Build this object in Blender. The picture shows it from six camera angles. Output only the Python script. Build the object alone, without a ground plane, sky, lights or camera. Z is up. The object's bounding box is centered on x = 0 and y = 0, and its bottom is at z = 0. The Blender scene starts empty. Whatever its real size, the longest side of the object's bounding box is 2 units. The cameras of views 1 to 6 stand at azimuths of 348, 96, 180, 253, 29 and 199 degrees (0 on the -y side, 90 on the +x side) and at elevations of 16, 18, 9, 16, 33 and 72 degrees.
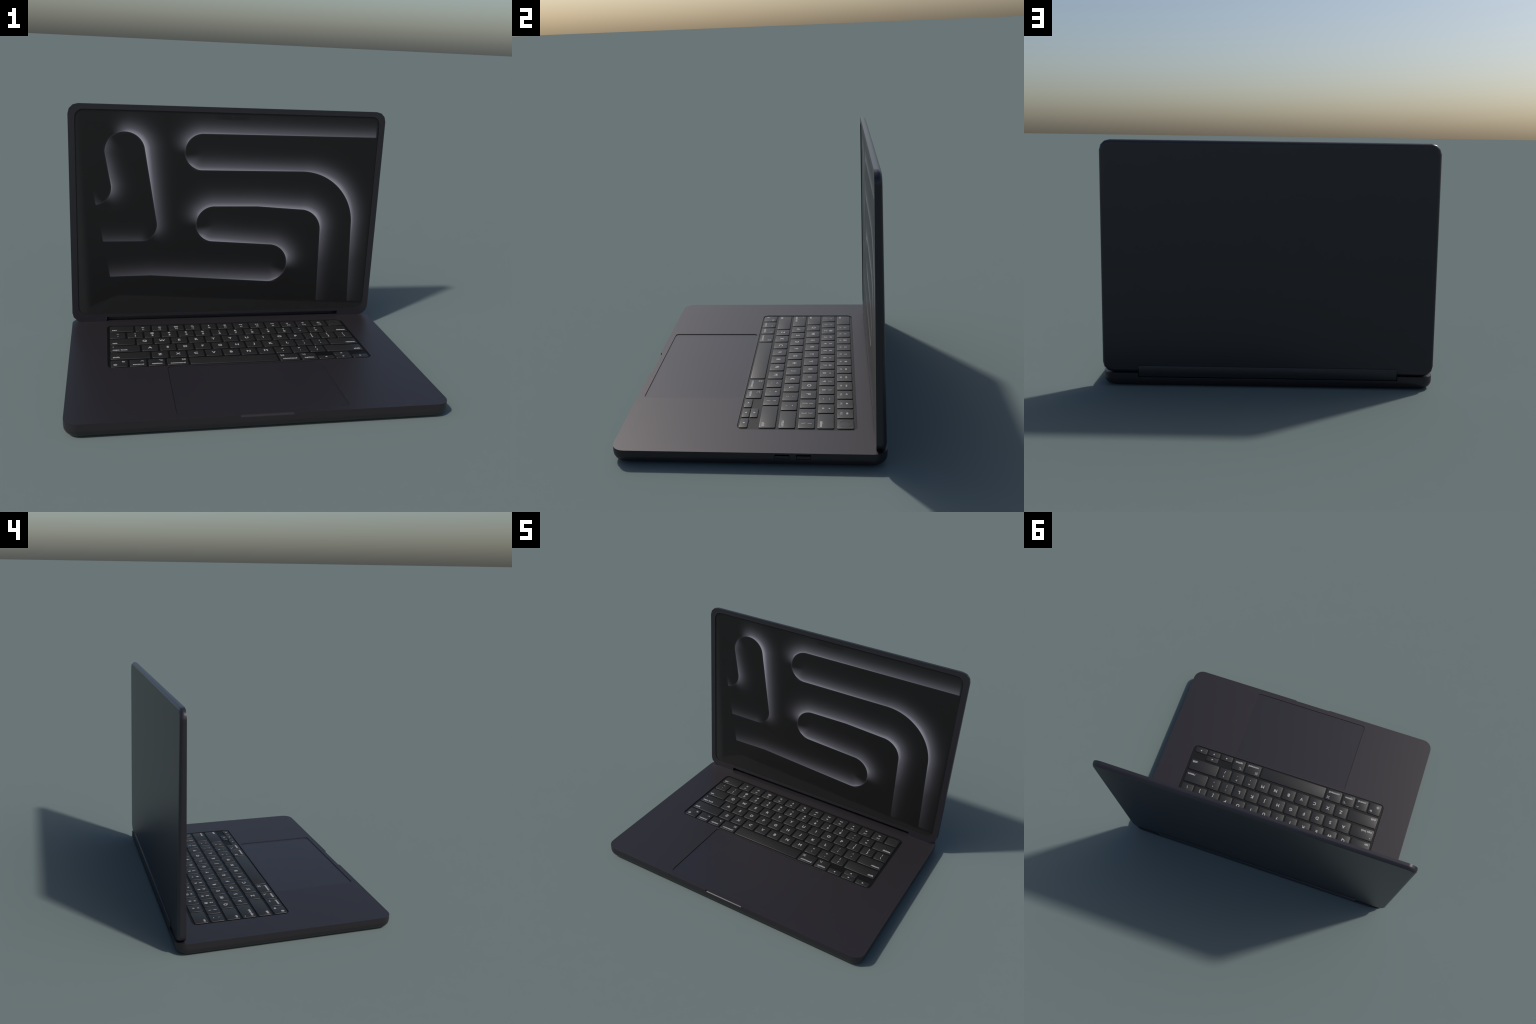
import bpy, bmesh, math
from mathutils import Vector

# ------------------------------------------------------------------ sizes (metres, scaled so that the width is 2.00)
HALF_W = 1.0            # half width of base and lid
HALF_D = 0.6975         # half depth of the base
DECK_Z = 0.0812         # top surface of the base
BELLY_Z = 0.0012         # underside of the base; the feet go down to 0
LID_TOP = 1.4765
LID_BOTTOM = 0.0820
KEY_UNIT, KEY_GAP, KEY_DEPTH = 0.10625, 0.0105, 0.0885
KEY_LEFT = -0.7655
ROW_FRONT = [-0.0695, 0.0355, 0.1395, 0.2420, 0.3443, 0.4480]   # front edge of each key row
KEY_TOP = 0.0822
WELL_FLOOR = 0.0772


def lid_front(z):       # the inner face leans very slightly over the keyboard
    return 0.6206 - 0.0134 * (z - 1.42)


def lid_back(z):        # the outer face leans more: the lid is thicker at the hinge
    return 0.6564 - 0.0254 * (z - 1.446)


# ------------------------------------------------------------------ materials
def principled(name, color, rough, metallic=0.0, spec=0.5, tint=(1, 1, 1)):
    m = bpy.data.materials.new(name)
    m.use_nodes = True
    b = m.node_tree.nodes["Principled BSDF"]
    b.inputs["Base Color"].default_value = (*color, 1)
    b.inputs["Roughness"].default_value = rough
    b.inputs["Metallic"].default_value = metallic
    b.inputs["Specular IOR Level"].default_value = spec
    b.inputs["Specular Tint"].default_value = (*tint, 1)
    return m


def grainy(name, color, rough, metallic=0.0, spec=0.5, tint=(1, 1, 1), scale=900.0, amount=0.06):
    """plain finish with a very fine bead-blasted grain in tint and roughness"""
    m = principled(name, color, rough, metallic, spec, tint)
    nt = m.node_tree
    b = nt.nodes["Principled BSDF"]
    tc = nt.nodes.new("ShaderNodeTexCoord")
    no = nt.nodes.new("ShaderNodeTexNoise")
    no.inputs["Scale"].default_value = scale
    no.inputs["Detail"].default_value = 2.0
    nt.links.new(tc.outputs["Object"], no.inputs["Vector"])
    ramp = nt.nodes.new("ShaderNodeValToRGB")
    lo = [c * (1 - amount) for c in color]
    hi = [c * (1 + amount) for c in color]
    ramp.color_ramp.elements[0].position = 0.3
    ramp.color_ramp.elements[1].position = 0.7
    ramp.color_ramp.elements[0].color = (*lo, 1)
    ramp.color_ramp.elements[1].color = (*hi, 1)
    nt.links.new(no.outputs["Fac"], ramp.inputs["Fac"])
    nt.links.new(ramp.outputs["Color"], b.inputs["Base Color"])
    mr = nt.nodes.new("ShaderNodeMapRange")
    mr.inputs["To Min"].default_value = rough - 0.02
    mr.inputs["To Max"].default_value = rough + 0.02
    nt.links.new(no.outputs["Fac"], mr.inputs["Value"])
    nt.links.new(mr.outputs["Result"], b.inputs["Roughness"])
    return m


MAT_BODY = grainy("black_anodised_aluminium", (0.0163, 0.0142, 0.0166), 0.41, 0.0, 0.52, (1.0, 0.95, 1.0))
MAT_PAD = grainy("trackpad_glass", (0.0167, 0.0153, 0.0190), 0.350, 0.0, 0.55, (0.99, 0.96, 1.0))
MAT_LID = grainy("black_anodised_lid", (0.0158, 0.0146, 0.0182), 0.32, 0.0, 0.56, (0.98, 0.96, 1.0))
MAT_HINGE = grainy("hinge_black", (0.0160, 0.0150, 0.0180), 0.40, 0.0, 0.55)
MAT_KEY = grainy("key_plastic", (0.0145, 0.0142, 0.0142), 0.44, 0.0, 0.5)
MAT_WELL = principled("keyboard_plate_black", (0.0018, 0.0018, 0.0020), 0.5, 0.0, 0.32)
MAT_LEGEND = principled("legend_white", (0.40, 0.40, 0.41), 0.5)
MAT_FOOT = principled("foot_rubber", (0.012, 0.012, 0.012), 0.8)
MAT_LENS = principled("lens_glass", (0.03, 0.03, 0.033), 0.15)
MAT_RING = principled("sensor_ring", (0.05, 0.05, 0.05), 0.3)


def screen_material():
    """Dark glass with an abstract picture: soft light spilling up and right from a few bent lines.
    Each line is a chain of straight pieces and arcs; the glow of one piece is computed from the distance to it."""
    m = principled("display_picture", (0.01, 0.01, 0.01), 0.36, 0.0, 0.36)
    nt = m.node_tree
    nodes, links = nt.nodes, nt.links
    bsdf = nodes["Principled BSDF"]

    def put(sock, v):
        if hasattr(v, "is_output"):
            links.new(v, sock)
        else:
            sock.default_value = v

    def math_(op, a, b=None, c=None, clamp=False):
        n = nodes.new("ShaderNodeMath")
        n.operation = op
        n.use_clamp = clamp
        for s, v in zip(n.inputs, (a, b, c)):
            if v is not None:
                put(s, v)
        return n.outputs[0]

    def vec(op, a, b=None, scale=None):
        n = nodes.new("ShaderNodeVectorMath")
        n.operation = op
        put(n.inputs[0], a)
        if b is not None:
            put(n.inputs[1], b)
        if scale is not None:
            put(n.inputs["Scale"], scale)
        return n.outputs["Value"] if op in ("DOT_PRODUCT", "LENGTH") else n.outputs["Vector"]

    def smooth(v, lo, hi, to0=0.0, to1=1.0):
        n = nodes.new("ShaderNodeMapRange")
        n.interpolation_type = "SMOOTHSTEP"
        put(n.inputs["Value"], v)
        n.inputs["From Min"].default_value = lo
        n.inputs["From Max"].default_value = hi
        n.inputs["To Min"].default_value = to0
        n.inputs["To Max"].default_value = to1
        return n.outputs["Result"]

    tc = nodes.new("ShaderNodeTexCoord")
    sep = nodes.new("ShaderNodeSeparateXYZ")
    links.new(tc.outputs["Object"], sep.inputs[0])
    comb = nodes.new("ShaderNodeCombineXYZ")
    links.new(sep.outputs["X"], comb.inputs["X"])
    links.new(sep.outputs["Z"], comb.inputs["Y"])
    P, X, Z = comb.outputs[0], sep.outputs["X"], sep.outputs["Z"]

    def glow_from(d, toward, bright, width):
        lit = smooth(toward, 0.0, 0.75)
        soft = math_("EXPONENT", math_("MULTIPLY", math_("POWER", math_("DIVIDE", d, math_("MULTIPLY", width, 1.38)), 1.3), -1.0))
        line = math_("EXPONENT", math_("MULTIPLY", math_("POWER", math_("DIVIDE", d, 0.0042), 2.0), -1.0))
        halo = math_("MULTIPLY", math_("MULTIPLY", soft, lit), bright)
        edge = math_("MULTIPLY", math_("MULTIPLY", line, bright), 0.13)
        return math_("ADD", halo, edge)

    def straight(a, b, light, k0, k1):
        ax, az = a
        dx, dz = b[0] - ax, b[1] - az
        pa = vec("SUBTRACT", P, (ax, az, 0))
        raw = math_("DIVIDE", vec("DOT_PRODUCT", pa, (dx, dz, 0)), dx * dx + dz * dz)
        length = math.hypot(dx, dz)
        past = math_("MULTIPLY", math_("SUBTRACT", math_("ABSOLUTE", math_("SUBTRACT", raw, 0.5)), 0.5), length)
        own = smooth(past, 0.006, 0.075, 1.0, 0.0)      # fades out softly past its ends
        h = math_("ADD", raw, 0.0, clamp=True)
        v = vec("SUBTRACT", pa, vec("SCALE", (dx, dz, 0), scale=h))
        d = vec("LENGTH", v)
        across = vec("SUBTRACT", pa, vec("SCALE", (dx, dz, 0), scale=raw))
        toward = math_("DIVIDE", vec("DOT_PRODUCT", across, (*light, 0)), math_("ADD", vec("LENGTH", across), 1e-5))
        bright = math_("MULTIPLY_ADD", h, k1[0] - k0[0], k0[0])
        width = math_("MULTIPLY_ADD", h, k1[1] - k0[1], k0[1])
        return math_("MULTIPLY", glow_from(d, toward, bright, width), own)

    def arc(c, r, mid, half, light, k0, k1):
        """k0 at the clockwise end of the arc, k1 at the anticlockwise end (angles in degrees)"""
        mid_r, half_r = math.radians(mid), math.radians(half)
        v = vec("SUBTRACT", P, (c[0], c[1], 0))
        n = vec("NORMALIZE", v)
        off = math_("SUBTRACT", vec("LENGTH", v), r)
        d = math_("ABSOLUTE", off)
        along = vec("DOT_PRODUCT", n, (math.cos(mid_r), math.sin(mid_r), 0))
        inside = math_("GREATER_THAN", along, math.cos(half_r))
        toward = math_("MULTIPLY", vec("DOT_PRODUCT", n, (*light, 0)), math_("SIGN", off))
        side = vec("DOT_PRODUCT", n, (-math.sin(mid_r), math.cos(mid_r), 0))
        t = math_("MULTIPLY_ADD", side, 0.5 / max(math.sin(half_r), 0.2), 0.5, clamp=True)
        bright = math_("MULTIPLY_ADD", t, k1[0] - k0[0], k0[0])
        width = math_("MULTIPLY_ADD", t, k1[1] - k0[1], k0[1])
        return math_("MULTIPLY", glow_from(d, toward, bright, width), inside)

    UP, UPR, FINGER, CAP = (0.0, 1.0), (0.707, 0.707), (0.8, 0.6), (-0.12, 0.99)
    # (brightness, spread) at the joints, so that neighbours meet without a step
    A0, A1, A2, A3, A4, A5, A6 = (0.20, .028), (0.22, .028), (0.42, .028), (0.98, .034), (0.34, .026), (0.62, .030), (0.28, .028)
    B0, B1, B2, B3, B4, B5, B6 = (0.46, .029), (0.66, .031), (0.74, .033), (0.62, .030), (0.92, .034), (0.66, .031), (0.07, .032)
    C0, C1, C2, C3, C4, C5 = (0.06, .032), (0.62, .034), (0.95, .036), (0.80, .036), (0.74, .036), (0.78, .036)
    C6, C7, C8, C9, C10 = (0.62, .036), (0.80, .036), (0.66, .036), (0.34, .034), (0.24, .032)
    pieces = [
        # upright finger on the left
        straight((-0.83, 0.621), (-0.5716, 0.621), UP, A0, A1),
        arc((-0.5716, 0.7278), 0.107, -40.4, 49.8, FINGER, A1, A2),
        straight((-0.466, 0.745), (-0.543, 1.2126), FINGER, A2, A3),
        arc((-0.6635, 1.193), 0.122, 99.6, 90.4, FINGER, A3, A4),
        straight((-0.784, 1.173), (-0.750, 0.985), FINGER, A4, A5),
        arc((-0.8586, 0.967), 0.110, -38.0, 47.5, FINGER, A6, A5),
        # long bend that turns down on the right
        straight((0.949, 1.312), (-0.18, 1.312), UP, B0, B1),
        arc((-0.18, 1.1975), 0.1145, 180, 90.2, CAP, B1, B2),
        straight((-0.18, 1.083), (0.47, 1.083), UP, B2, B3),
        arc((0.47, 0.723), 0.360, 67.5, 22.6, UPR, B4, B3),
        arc((0.47, 0.723), 0.360, 22.5, 22.6, UPR, B5, B4),
        straight((0.830, 0.723), (0.838, 0.47), UPR, B5, (0.20, .034)),
        straight((0.838, 0.47), (0.849, 0.17), UPR, (0.20, .034), B6),
        # inner bend, folded back on itself
        straight((0.624, 0.18), (0.619, 0.46), UPR, C0, (0.18, .034)),
        straight((0.619, 0.46), (0.615, 0.690), UPR, (0.18, .034), C1),
        arc((0.472, 0.688), 0.143, 22.5, 22.6, UPR, C1, C2),
        arc((0.472, 0.688), 0.143, 67.5, 22.6, UPR, C2, C3),
        straight((0.472, 0.831), (0.182, 0.851), UP, C3, C4),
        straight((0.182, 0.851), (-0.098, 0.850), UP, C4, C4),
        arc((-0.098, 0.7335), 0.1165, 180, 90.2, CAP, C4, C5),
        straight((-0.098, 0.617), (0.27, 0.594), UP, C5, C6),
        arc((0.27, 0.4655), 0.1285, 45, 45.2, (0.35, 0.94), C7, C6),
        arc((0.27, 0.4655), 0.1285, -45, 45.2, (0.35, 0.94), C8, C7),
        straight((0.27, 0.337), (-0.50, 0.391), UP, C8, C9),
        straight((-0.50, 0.391), (-0.77, 0.386), UP, C9, C10),
    ]
    glow = pieces[0]
    for g in pieces[1:]:
        glow = math_("MAXIMUM", glow, g)

    # the picture stops short of the glass edge, along a slanting line on the left and a straight one elsewhere
    left = math_("ADD", math_("MULTIPLY", math_("ADD", X, 0.849), 0.985), math_("MULTIPLY", math_("SUBTRACT", Z, 0.887), 0.175))
    keep = smooth(left, -0.003, 0.003)
    keep = math_("MULTIPLY", keep, smooth(X, 0.954, 0.943))
    keep = math_("MULTIPLY", keep, smooth(math_("ADD", Z, math_("MULTIPLY", X, 0.04)), 0.213, 0.219))
    notch = math_("MULTIPLY", smooth(math_("ABSOLUTE", X), 0.104, 0.098), smooth(Z, 1.399, 1.404))
    keep = math_("MULTIPLY", keep, math_("MULTIPLY_ADD", notch, -0.6, 1.0))
    glow = math_("MULTIPLY", glow, keep)

    # slightly paler strips of the unlit border: left edge and the wedge along the bottom
    strip = smooth(math_("ADD", X, math_("MULTIPLY", math_("SUBTRACT", Z, 0.45), 0.045)), -0.880, -0.945)
    wedge_line = math_("MINIMUM", math_("MULTIPLY_ADD", X, 0.45, 0.585), math_("MULTIPLY_ADD", X, -0.060, 0.222))
    wedge = smooth(math_("SUBTRACT", wedge_line, Z), -0.004, 0.012)
    border = math_("MAXIMUM", math_("MULTIPLY", strip, 0.012), math_("MULTIPLY", wedge, 0.0060))
    dark = math_("ADD", border, 0.0076)

    ramp = nodes.new("ShaderNodeValToRGB")
    cr = ramp.color_ramp
    cr.elements[0].position, cr.elements[0].color = 0.0, (0, 0, 0, 1)
    cr.elements[1].position, cr.elements[1].color = 1.0, (0.38, 0.376, 0.435, 1)
    e = cr.elements.new(0.5)
    e.color = (0.106, 0.105, 0.126, 1)
    links.new(glow, ramp.inputs["Fac"])
    dk = nodes.new("ShaderNodeCombineXYZ")
    for i in range(3):
        links.new(dark, dk.inputs[i])
    col = vec("ADD", ramp.outputs["Color"], dk.outputs[0])
    links.new(col, bsdf.inputs["Base Color"])
    return m


# ------------------------------------------------------------------ mesh helpers
SCENE = bpy.context.scene.collection


def add_object(name, mesh, mat=None, parent=None):
    o = bpy.data.objects.new(name, mesh)
    SCENE.objects.link(o)
    if mat is not None:
        mesh.materials.clear()
        mesh.materials.append(mat)
    if parent is not None:
        o.parent = parent
    return o


def rounded_rect(cx, cy, hw, hh, r, seg):
    pts = []
    for sx, sy, a0 in ((1, 1, 0), (-1, 1, 90), (-1, -1, 180), (1, -1, 270)):
        for i in range(seg + 1):
            a = math.radians(a0 + 90 * i / seg)
            pts.append((cx + sx * (hw - r) + r * math.cos(a), cy + sy * (hh - r) + r * math.sin(a)))
    return pts


def loft(rings, name):
    """closed solid through rings of equal point count (lists of 3D points), capped at both ends"""
    n = len(rings[0])
    verts = [p for ring in rings for p in ring]
    faces = []
    for k in range(len(rings) - 1):
        for i in range(n):
            j = (i + 1) % n
            faces.append((k * n + i, k * n + j, (k + 1) * n + j, (k + 1) * n + i))
    faces.append(tuple(reversed(range(n))))
    faces.append(tuple(range((len(rings) - 1) * n, len(rings) * n)))
    me = bpy.data.meshes.new(name)
    me.from_pydata(verts, [], faces)
    bm = bmesh.new()
    bm.from_mesh(me)
    bmesh.ops.recalc_face_normals(bm, faces=bm.faces)
    bm.to_mesh(me)
    bm.free()
    return me


def prism(outline, z0, z1, name):
    return loft([[(x, y, z0) for x, y in outline], [(x, y, z1) for x, y in outline]], name)


def box(x0, x1, y0, y1, z0, z1, name, bevel=0.0):
    me = prism([(x0, y0), (x1, y0), (x1, y1), (x0, y1)], z0, z1, name)
    if bevel:
        bm = bmesh.new()
        bm.from_mesh(me)
        bmesh.ops.bevel(bm, geom=bm.edges[:], offset=bevel, segments=2, affect="EDGES", profile=0.5)
        bm.to_mesh(me)
        bm.free()
    return me


def carve(mesh, cutters, name):
    """boolean difference with a list of cutter meshes"""
    o = add_object("carve_body", mesh)
    helpers = [o]
    for c in cutters:
        h = add_object("carve_tool", c)
        helpers.append(h)
        md = o.modifiers.new("cut", "BOOLEAN")
        md.operation = "DIFFERENCE"
        md.solver = "EXACT"
        md.object = h
    bpy.context.view_layer.update()
    out = bpy.data.meshes.new_from_object(o.evaluated_get(bpy.context.evaluated_depsgraph_get()))
    out.name = name
    for h in helpers:
        bpy.data.objects.remove(h)
    return out


def smooth_by_angle(me, deg=30):
    me.polygons.foreach_set("use_smooth", [True] * len(me.polygons))
    me.set_sharp_from_angle(angle=math.radians(deg))


def weight_normals(me):
    """flat faces keep flat shading next to rounded edges: area-weighted vertex normals split at sharp edges"""
    o = add_object("normal_helper", me)
    md = o.modifiers.new("wn", "WEIGHTED_NORMAL")
    md.keep_sharp = True
    md.weight = 80
    bpy.context.view_layer.update()
    out = bpy.data.meshes.new_from_object(o.evaluated_get(bpy.context.evaluated_depsgraph_get()))
    out.name = me.name
    bpy.data.objects.remove(o)
    return out


# ------------------------------------------------------------------ the laptop
laptop = bpy.data.objects.new("laptop", None)
SCENE.objects.link(laptop)
laptop["label"] = "open black aluminium laptop with dark abstract screen picture"
laptop["category"] = "laptop"

# ---- base: side wall straight down, then rolled under
CORNER = 0.071


def base_ring(inset, z):
    return [(x, y, z) for x, y in rounded_rect(0, 0, HALF_W - inset, HALF_D - inset, max(CORNER - inset * 0.6, 0.02), 6)]


rings = [base_ring(0.0, DECK_Z), base_ring(0.0, 0.050)]
for i in range(1, 9):
    a = math.radians(90 * i / 8)
    rings.append(base_ring(0.040 * (1 - math.cos(a)), 0.050 - (0.050 - BELLY_Z) * math.sin(a)))
shell = loft(rings, "base")

cuts = [
    prism(rounded_rect(0, 0.2365, 0.7825, 0.3165, 0.034, 5), WELL_FLOOR - 0.004, 0.2, "well_cut"),
    prism(rounded_rect(0, -0.3765, 0.4515, 0.2825, 0.022, 5), 0.0740, 0.2, "pad_cut"),
    box(-0.784, 0.784, 0.668, 0.80, 0.0565, 0.2, "hinge_cut"),
]
for y0, y1 in ((0.139, 0.2125), (0.2460, 0.3195)):
    cuts.append(box(0.955, 1.05, y0, y1, 0.0475, 0.0725, "port_cut"))
# thumb scoop in the middle of the front edge
cyl = [(-0.6993 + 0.0115 * math.cos(a), DECK_Z + 0.0115 * math.sin(a)) for a in [math.radians(15 * k) for k in range(24)]]
cuts.append(loft([[(-0.140, y, z) for y, z in cyl], [(0.140, y, z) for y, z in cyl]], "scoop_cut"))
base_me = carve(shell, cuts, "base")
smooth_by_angle(base_me, 32)
base_me = weight_normals(base_me)
base = add_object("base", base_me, MAT_BODY, laptop)

# ports: a slim frame in each opening
for y0, y1 in ((0.139, 0.2125), (0.2460, 0.3195)):
    outer = [(y0 + 0.0005, 0.0480), (y1 - 0.0005, 0.0480), (y1 - 0.0005, 0.0720), (y0 + 0.0005, 0.0720)]
    fr = loft([[(0.956, y, z) for y, z in outer], [(0.960, y, z) for y, z in outer]], "port")
    add_object("port", fr, MAT_WELL, laptop)
    tongue = box(0.9605, 0.9988, y0 + 0.0016, y1 - 0.0016, 0.0488, 0.0632, "port_tongue", 0.0006)
    add_object("port_tongue", tongue, MAT_BODY, laptop)

# ---- feet
for sx in (-1, 1):
    for sy in (-1, 1):
        ring = [(0.80 * sx + 0.055 * math.cos(math.radians(a)), 0.53 * sy + 0.055 * math.sin(math.radians(a))) for a in range(0, 360, 12)]
        add_object("foot", prism(ring, 0.0, BELLY_Z + 0.001, "foot"), MAT_FOOT, laptop)

# ---- trackpad
pad = prism(rounded_rect(0, -0.3765, 0.4530, 0.2840, 0.0225, 5), 0.0700, 0.0771, "trackpad")
smooth_by_angle(pad, 30)
add_object("trackpad", pad, MAT_PAD, laptop)

# ---- keyboard plate at the bottom of the well
plate = prism(rounded_rect(0, 0.2365, 0.7815, 0.3155, 0.033, 5), WELL_FLOOR - 0.0030, WELL_FLOOR, "keyboard_plate")
add_object("keyboard_plate", plate, MAT_WELL, laptop)

# ---- hinge bar
bar = box(-0.7790, 0.7790, 0.6700, 0.6970, 0.0600, 0.1275, "hinge", 0.003)
smooth_by_angle(bar, 50)
add_object("hinge", bar, MAT_HINGE, laptop)
add_object("hinge_gap_filler", box(-0.7835, 0.7835, 0.6720, 0.6900, 0.0575, 0.1100, "hinge_gap_filler"), MAT_WELL, laptop)  # black box closing the see-through gap between the bar and the lid slot


# ---- lid
def lid_ring(inset, depth):
    """outline of the lid at a share of its depth: 0 = inner face, 1 = outer face, depth given as function of z"""
    mid = (LID_TOP + LID_BOTTOM) / 2
    hh = (LID_TOP - LID_BOTTOM) / 2
    out = rounded_rect(0, mid, HALF_W - inset, hh - inset, max(0.062 - inset * 0.7, 0.02), 3)
    return [(x, depth(z), z) for x, z in out]


FIL = 0.022
rings = [lid_ring(0.0, lid_front),
         lid_ring(0.0, lambda z: lid_back(z) - FIL)]
for i in range(1, 6):
    a = math.radians(90 * i / 5)
    rings.append(lid_ring(FIL * (1 - math.cos(a)), lambda z, a=a: lid_back(z) - FIL * (1 - math.sin(a))))
lid_shell = loft(rings, "lid")


def recess(z):          # the glass sits a little deeper towards the top
    return 0.0042 + 0.0012 * (z - 0.13)



def window(hw, z0, z1, r, y_off, seg=5):
    return [(x, lid_front(z) + recess(z) + y_off, z) for x, z in rounded_rect(0, (z0 + z1) / 2, hw, (z1 - z0) / 2, r, seg)]


lid_cuts = [loft([window(0.9615, 0.1295, 1.4450, 0.052, -0.05), window(0.9615, 0.1295, 1.4450, 0.052, 0.004)], "window_cut"),
            box(-0.784, 0.784, 0.60, 0.72, 0.05, 0.1105, "hinge_slot")]
lid_me = carve(lid_shell, lid_cuts, "lid")
smooth_by_angle(lid_me, 35)
lid_me = weight_normals(lid_me)
lid = add_object("lid", lid_me, MAT_LID, laptop)

glass = loft([window(0.9610, 0.1300, 1.4445, 0.0515, 0.0), window(0.9610, 0.1300, 1.4445, 0.0515, 0.003)], "screen")
add_object("screen", glass, screen_material(), laptop)

z = 1.4215
lens = [(0.0045 * math.cos(math.radians(a)), 0.0045 * math.sin(math.radians(a))) for a in range(0, 360, 20)]
lens_me = loft([[(x, lid_front(z + dz) + recess(z) + 0.001, z + dz) for x, dz in lens],
                [(x, lid_front(z + dz) + recess(z) - 0.0006, z + dz) for x, dz in lens]], "camera_lens")
add_object("camera_lens", lens_me, MAT_LENS, laptop)

# ------------------------------------------------------------------ keys
key_meshes = {}


def key_mesh(w, d):
    """low block with rounded corners, soft upper edge and pillow shading on its top"""
    k = (round(w, 5), round(d, 5))
    if k in key_meshes:
        return key_meshes[k]
    h = KEY_TOP - WELL_FLOOR
    hw, hd = w / 2, d / 2
    levels = [(0.0, -h + 0.001, 0.0075), (0.0, -0.0030, 0.0075), (0.0008, -0.0009, 0.0072), (0.0024, -0.0001, 0.0062), (0.0060, 0.0, 0.005)]
    rs = [[(x, y, zz) for x, y in rounded_rect(0, 0, hw - i, hd - i, r, 3)] for i, zz, r in levels]
    n = len(rs[0])
    # inner rings so that the pillow shading runs over the whole top
    for s in (0.75, 0.5, 0.25):
        rs.append([(x * s, y * s, 0.0) for x, y, _ in rs[4]])
    verts = [p for r in rs for p in r] + [(0, 0, 0)]
    faces = []
    for a in range(len(rs) - 1):
        for i in range(n):
            j = (i + 1) % n
            faces.append((a * n + i, a * n + j, (a + 1) * n + j, (a + 1) * n + i))
    last = (len(rs) - 1) * n
    for i in range(n):
        faces.append((last + i, last + (i + 1) % n, len(verts) - 1))
    faces.append(tuple(reversed(range(n))))
    me = bpy.data.meshes.new("key")
    me.from_pydata(verts, [], faces)
    me.polygons.foreach_set("use_smooth", [True] * len(me.polygons))
    me.update()
    nors = []
    for vi, v in enumerate(me.vertices):
        x, y, zz = v.co
        if vi >= 4 * n:
            nors.append(Vector((0.13 * x / hw, 0.10 * y / hd, 1)).normalized())
        elif vi >= 3 * n:
            nors.append(Vector((0.20 * (x / hw) ** 3, 0.20 * (y / hd) ** 3, 1)).normalized())
        else:
            nors.append(v.normal.copy())
    me.normals_split_custom_set_from_vertices(nors)
    me.materials.append(MAT_KEY)
    key_meshes[k] = me
    return me


glyph_cache = {}


def glyph(text, size):
    key = (text, size)
    if key not in glyph_cache:
        cu = bpy.data.curves.new("glyph", "FONT")
        cu.body = text
        cu.size = size
        cu.align_x = "CENTER"
        cu.align_y = "CENTER"
        cu.resolution_u = 3
        cu.offset = size * 0.018
        cu.extrude = 0.0003
        o = bpy.data.objects.new("glyph", cu)
        SCENE.objects.link(o)
        bpy.context.view_layer.update()
        me = bpy.data.meshes.new_from_object(o.evaluated_get(bpy.context.evaluated_depsgraph_get()))
        bpy.data.objects.remove(o)
        xs = [v.co.x for v in me.vertices]
        ys = [v.co.y for v in me.vertices]
        glyph_cache[key] = (me, min(xs), max(xs), min(ys), max(ys))
    return glyph_cache[key]


class Legend:
    """collects the printed marks of one key, in key-local coordinates"""

    def __init__(self):
        self.bm = bmesh.new()

    def text(self, s, size, x, y, align="c"):
        me, x0, x1, y0, y1 = glyph(s, size)
        dx = {"c": x - (x0 + x1) / 2, "l": x - x0, "r": x - x1}[align]
        dy = y - (y0 + y1) / 2
        start = len(self.bm.verts)
        self.bm.from_mesh(me)
        self.bm.verts.ensure_lookup_table()
        for v in self.bm.verts[start:]:
            v.co.x += dx
            v.co.y += dy
            v.co.z += 0.0005

    def poly(self, pts):
        lo = [self.bm.verts.new((x, y, 0.0002)) for x, y in pts]
        hi = [self.bm.verts.new((x, y, 0.0008)) for x, y in pts]
        n = len(pts)
        self.bm.faces.new(hi)
        self.bm.faces.new(list(reversed(lo)))
        for i in range(n):
            self.bm.faces.new((lo[i], lo[(i + 1) % n], hi[(i + 1) % n], hi[i]))

    def line(self, x0, y0, x1, y1, w):
        dx, dy = x1 - x0, y1 - y0
        l = math.hypot(dx, dy)
        nx, ny = -dy / l * w / 2, dx / l * w / 2
        self.poly([(x0 - nx, y0 - ny), (x1 - nx, y1 - ny), (x1 + nx, y1 + ny), (x0 + nx, y0 + ny)])

    def dot(self, x, y, r, n=12):
        self.poly([(x + r * math.cos(2 * math.pi * i / n), y + r * math.sin(2 * math.pi * i / n)) for i in range(n)])

    def ring(self, x, y, r, w, n=16):
        for i in range(n):
            a, b = 2 * math.pi * i / n, 2 * math.pi * (i + 1) / n
            self.poly([(x + q * math.cos(t), y + q * math.sin(t)) for q, t in ((r - w, a), (r, a), (r, b), (r - w, b))])

    def triangle(self, x, y, s, deg):
        self.poly([(x + s * math.cos(math.radians(deg + t)), y + s * math.sin(math.radians(deg + t))) for t in (0, 120, 240)])

    def mesh(self):
        me = bpy.data.meshes.new("legend")
        bmesh.ops.recalc_face_normals(self.bm, faces=self.bm.faces)
        self.bm.to_mesh(me)
        self.bm.free()
        return me


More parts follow.
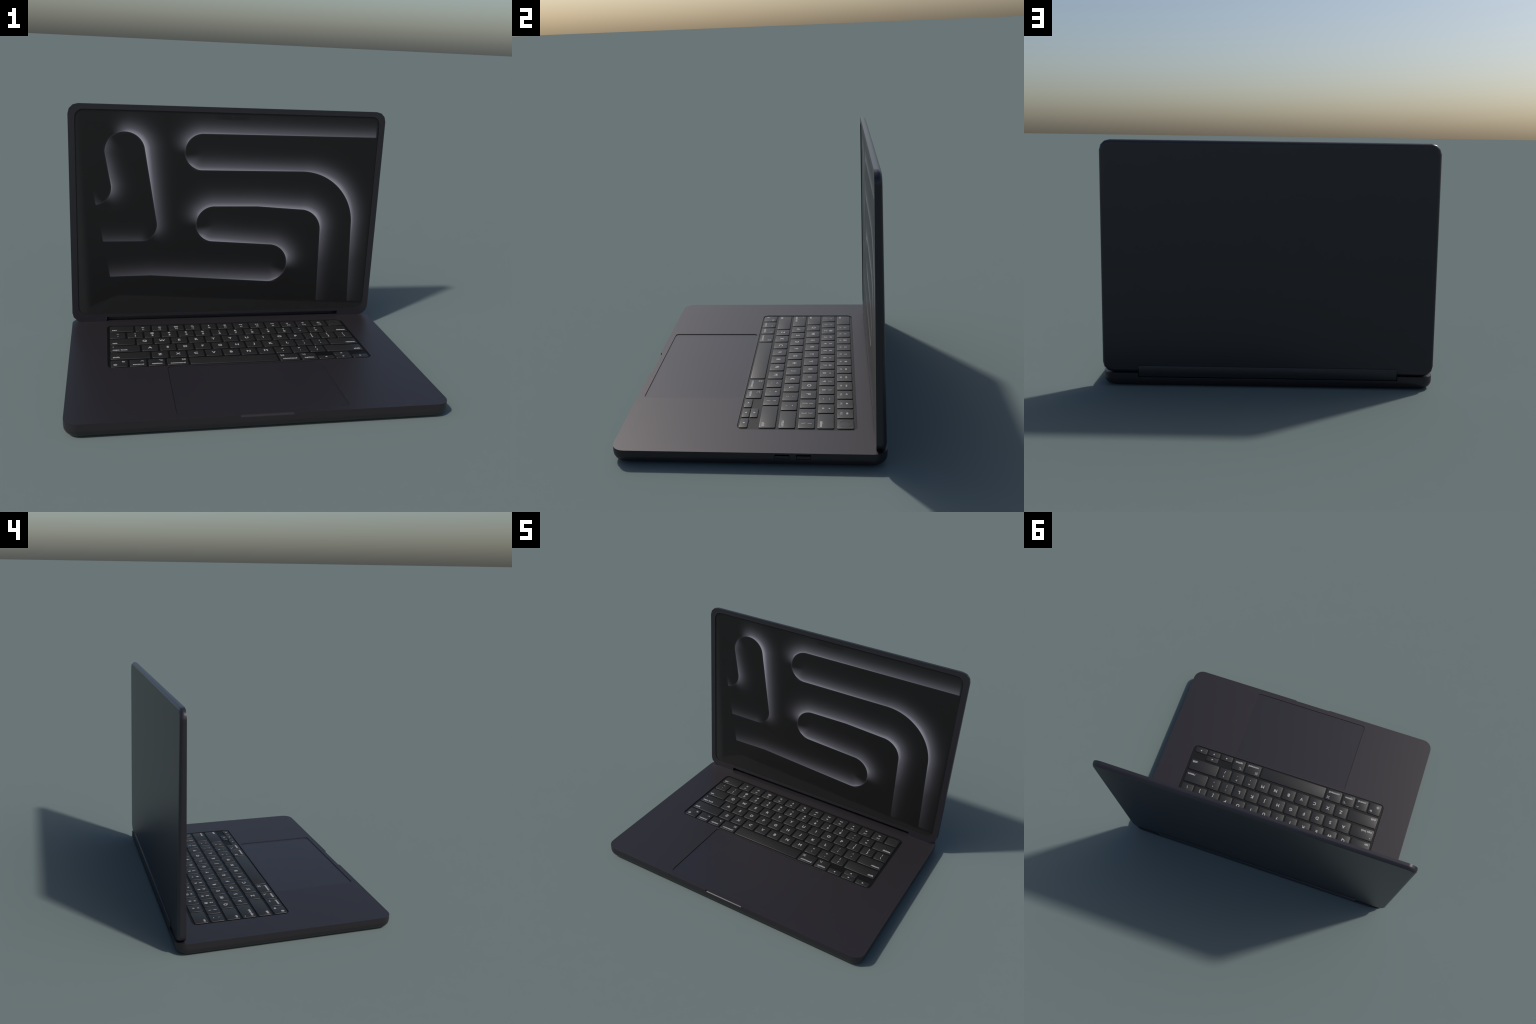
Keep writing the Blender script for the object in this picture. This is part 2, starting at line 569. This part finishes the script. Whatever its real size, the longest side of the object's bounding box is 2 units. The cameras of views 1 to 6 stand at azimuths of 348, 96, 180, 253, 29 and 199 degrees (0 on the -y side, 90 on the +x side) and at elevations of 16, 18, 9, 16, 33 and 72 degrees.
def icon(L, kind, x, y):
    s = 0.0095
    if kind == "sun_small" or kind == "sun_big":
        r = 0.0042 if kind == "sun_small" else 0.0055
        L.ring(x, y, r, 0.0022)
        for i in range(8):
            a = math.radians(45 * i)
            L.line(x + (r + 0.002) * math.cos(a), y + (r + 0.002) * math.sin(a), x + (r + 0.005) * math.cos(a), y + (r + 0.005) * math.sin(a), 0.0018)
    elif kind == "windows":
        for dx, dy, w, h in ((-0.007, 0.003, 0.011, 0.008), (0.007, 0.003, 0.009, 0.008), (-0.001, -0.007, 0.02, 0.007)):
            for q in ((-1, -1, 1, -1), (1, -1, 1, 1), (1, 1, -1, 1), (-1, 1, -1, -1)):
                L.line(x + dx + q[0] * w / 2, y + dy + q[1] * h / 2, x + dx + q[2] * w / 2, y + dy + q[3] * h / 2, 0.002)
    elif kind == "search":
        L.ring(x - 0.002, y + 0.002, 0.0075, 0.0024)
        L.line(x + 0.003, y - 0.003, x + 0.009, y - 0.009, 0.0028)
    elif kind == "mic":
        L.line(x, y - 0.002, x, y + 0.009, 0.006)
        L.line(x - 0.006, y - 0.005, x + 0.006, y - 0.005, 0.002)
        L.line(x, y - 0.010, x, y - 0.005, 0.002)
    elif kind == "moon":
        L.ring(x, y, 0.008, 0.004, 16)
    elif kind in ("rewind", "forward"):
        d = 180 if kind == "rewind" else 0
        L.triangle(x - 0.006, y, s * 0.75, d)
        L.triangle(x + 0.006, y, s * 0.75, d)
    elif kind == "play":
        L.triangle(x - 0.005, y, s * 0.8, 0)
        L.line(x + 0.005, y - 0.006, x + 0.005, y + 0.006, 0.0025)
        L.line(x + 0.010, y - 0.006, x + 0.010, y + 0.006, 0.0025)
    elif kind.startswith("speaker"):
        L.triangle(x - 0.004, y, s * 0.9, 180)
        for i in range(int(kind[-1])):
            L.line(x + 0.004 + i * 0.004, y - 0.004 - i * 0.0015, x + 0.004 + i * 0.004, y + 0.004 + i * 0.0015, 0.002)
    elif kind == "globe":
        L.ring(x, y, 0.0105, 0.0024)
        L.line(x - 0.009, y, x + 0.009, y, 0.0022)
        L.line(x, y - 0.009, x, y + 0.009, 0.0022)
        L.line(x - 0.005, y - 0.008, x - 0.005, y + 0.008, 0.0016)
        L.line(x + 0.005, y - 0.008, x + 0.005, y + 0.008, 0.0016)
    elif kind == "control":
        L.line(x - 0.0085, y - 0.004, x, y + 0.004, 0.0028)
        L.line(x, y + 0.004, x + 0.0085, y - 0.004, 0.0028)
    elif kind == "option":
        L.line(x - 0.011, y + 0.007, x - 0.004, y + 0.007, 0.0024)
        L.line(x - 0.0045, y + 0.007, x + 0.004, y - 0.007, 0.0024)
        L.line(x + 0.004, y - 0.007, x + 0.011, y - 0.007, 0.0024)
        L.line(x + 0.003, y + 0.007, x + 0.011, y + 0.007, 0.0024)
    elif kind == "command":
        q = 0.0042
        for sx in (-1, 1):
            for sy in (-1, 1):
                L.ring(x + sx * 0.0068, y + sy * 0.0068, 0.0040, 0.0020, 10)
        for q0 in (-q, q):
            L.line(x - 0.007, y + q0, x + 0.007, y + q0, 0.0020)
            L.line(x + q0, y - 0.007, x + q0, y + 0.007, 0.0020)


LETTER, DIGIT, SMALL, TINY = 0.0340, 0.0290, 0.0235, 0.0165


def key(x0, y0, w, d, marks):
    o = bpy.data.objects.new("key", key_mesh(w, d))
    SCENE.objects.link(o)
    o.parent = laptop
    o.location = (x0 + w / 2, y0 + d / 2, KEY_TOP)
    if marks is None:
        return o
    L = Legend()
    marks(L, w / 2, d / 2)
    me = L.mesh()
    if len(me.vertices):
        le = add_object("legend", me, MAT_LEGEND, o)
    return o


def letter(ch):
    return lambda L, hw, hd: L.text(ch, LETTER, 0, 0)


def pair(upper, lower):
    def f(L, hw, hd):
        L.text(upper, DIGIT * 0.82, 0, 0.0175)
        L.text(lower, DIGIT, 0, -0.0165)
    return f


def function_key(kind, label):
    def f(L, hw, hd):
        icon(L, kind, 0, 0.010)
        L.text(label, TINY, 0, -0.022)
    return f


def corner(word, side, lamp=False):
    def f(L, hw, hd):
        x = (-hw + 0.013) if side == "l" else (hw - 0.013)
        L.text(word, SMALL, x, -hd + 0.0215, side)
        if lamp:
            L.dot(-hw + 0.017, hd - 0.020, 0.0035)
    return f


def modifier(word, kind, symbol_side):
    def f(L, hw, hd):
        size = SMALL * (0.92 if len(word) > 6 else 0.95)
        L.text(word, size, 0, -hd + 0.0215)
        icon(L, kind, (hw - 0.024) if symbol_side == "r" else (-hw + 0.024), hd - 0.0235)
    return f


def fn_key(L, hw, hd):
    icon(L, "globe", -hw + 0.025, -hd + 0.025)
    L.text("fn", SMALL, hw - 0.024, hd - 0.024)


def arrow(deg):
    return lambda L, hw, hd: L.triangle(0, 0, 0.0078, deg)


def row(r, items):
    x = KEY_LEFT
    for units, marks in items:
        key(x, ROW_FRONT[r], units * KEY_UNIT - KEY_GAP, KEY_DEPTH, marks)
        x += units * KEY_UNIT


F_ICONS = ["sun_small", "sun_big", "windows", "search", "mic", "moon", "rewind", "play", "forward", "speaker0", "speaker1", "speaker2"]
row(5, [(1.5, corner("esc", "l"))] + [(1, function_key(k, "F%d" % (i + 1))) for i, k in enumerate(F_ICONS)])
row(4, [(1, pair("~", "`"))] + [(1, pair(a, b)) for a, b in zip("!@#$%^&*()_+", "1234567890-=")] + [(1.5, corner("delete", "r"))])
row(3, [(1.5, corner("tab", "l"))] + [(1, letter(c)) for c in "QWERTYUIOP"] + [(1, pair("{", "[")), (1, pair("}", "]")), (1, pair("|", "\\"))])
row(2, [(1.75, corner("caps lock", "l", True))] + [(1, letter(c)) for c in "ASDFGHJKL"] + [(1, pair(":", ";")), (1, pair('"', "'")), (1.75, corner("return", "r"))])
row(1, [(2.25, corner("shift", "l"))] + [(1, letter(c)) for c in "ZXCVBNM"] + [(1, pair("<", ",")), (1, pair(">", ".")), (1, pair("?", "/")), (2.25, corner("shift", "r"))])
row(0, [(1, fn_key), (1, modifier("control", "control", "r")), (1, modifier("option", "option", "r")), (1.25, modifier("command", "command", "r")),
        (5, None), (1.25, modifier("command", "command", "l")), (1, modifier("option", "option", "l"))])
# half-height arrow keys
ax = KEY_LEFT + 11.5 * KEY_UNIT
aw, ad = KEY_UNIT - KEY_GAP, 0.0452
key(ax, ROW_FRONT[0], aw, ad, arrow(180))
key(ax + KEY_UNIT, ROW_FRONT[0], aw, 0.0432, arrow(270))
key(ax + KEY_UNIT, ROW_FRONT[0] + 0.0453, aw, 0.0432, arrow(90))
key(ax + 2 * KEY_UNIT, ROW_FRONT[0], aw, ad, arrow(0))


# fingerprint key: a plain key with a dished round sensor
def sensor(L, hw, hd):
    L.ring(0, 0, 0.032, 0.0016, 32)


tx = KEY_LEFT + 13.5 * KEY_UNIT
tk = key(tx, ROW_FRONT[5], KEY_UNIT - KEY_GAP, KEY_DEPTH, None)
L = Legend()
sensor(L, 0, 0)
add_object("fingerprint_sensor", L.mesh(), MAT_RING, tk)
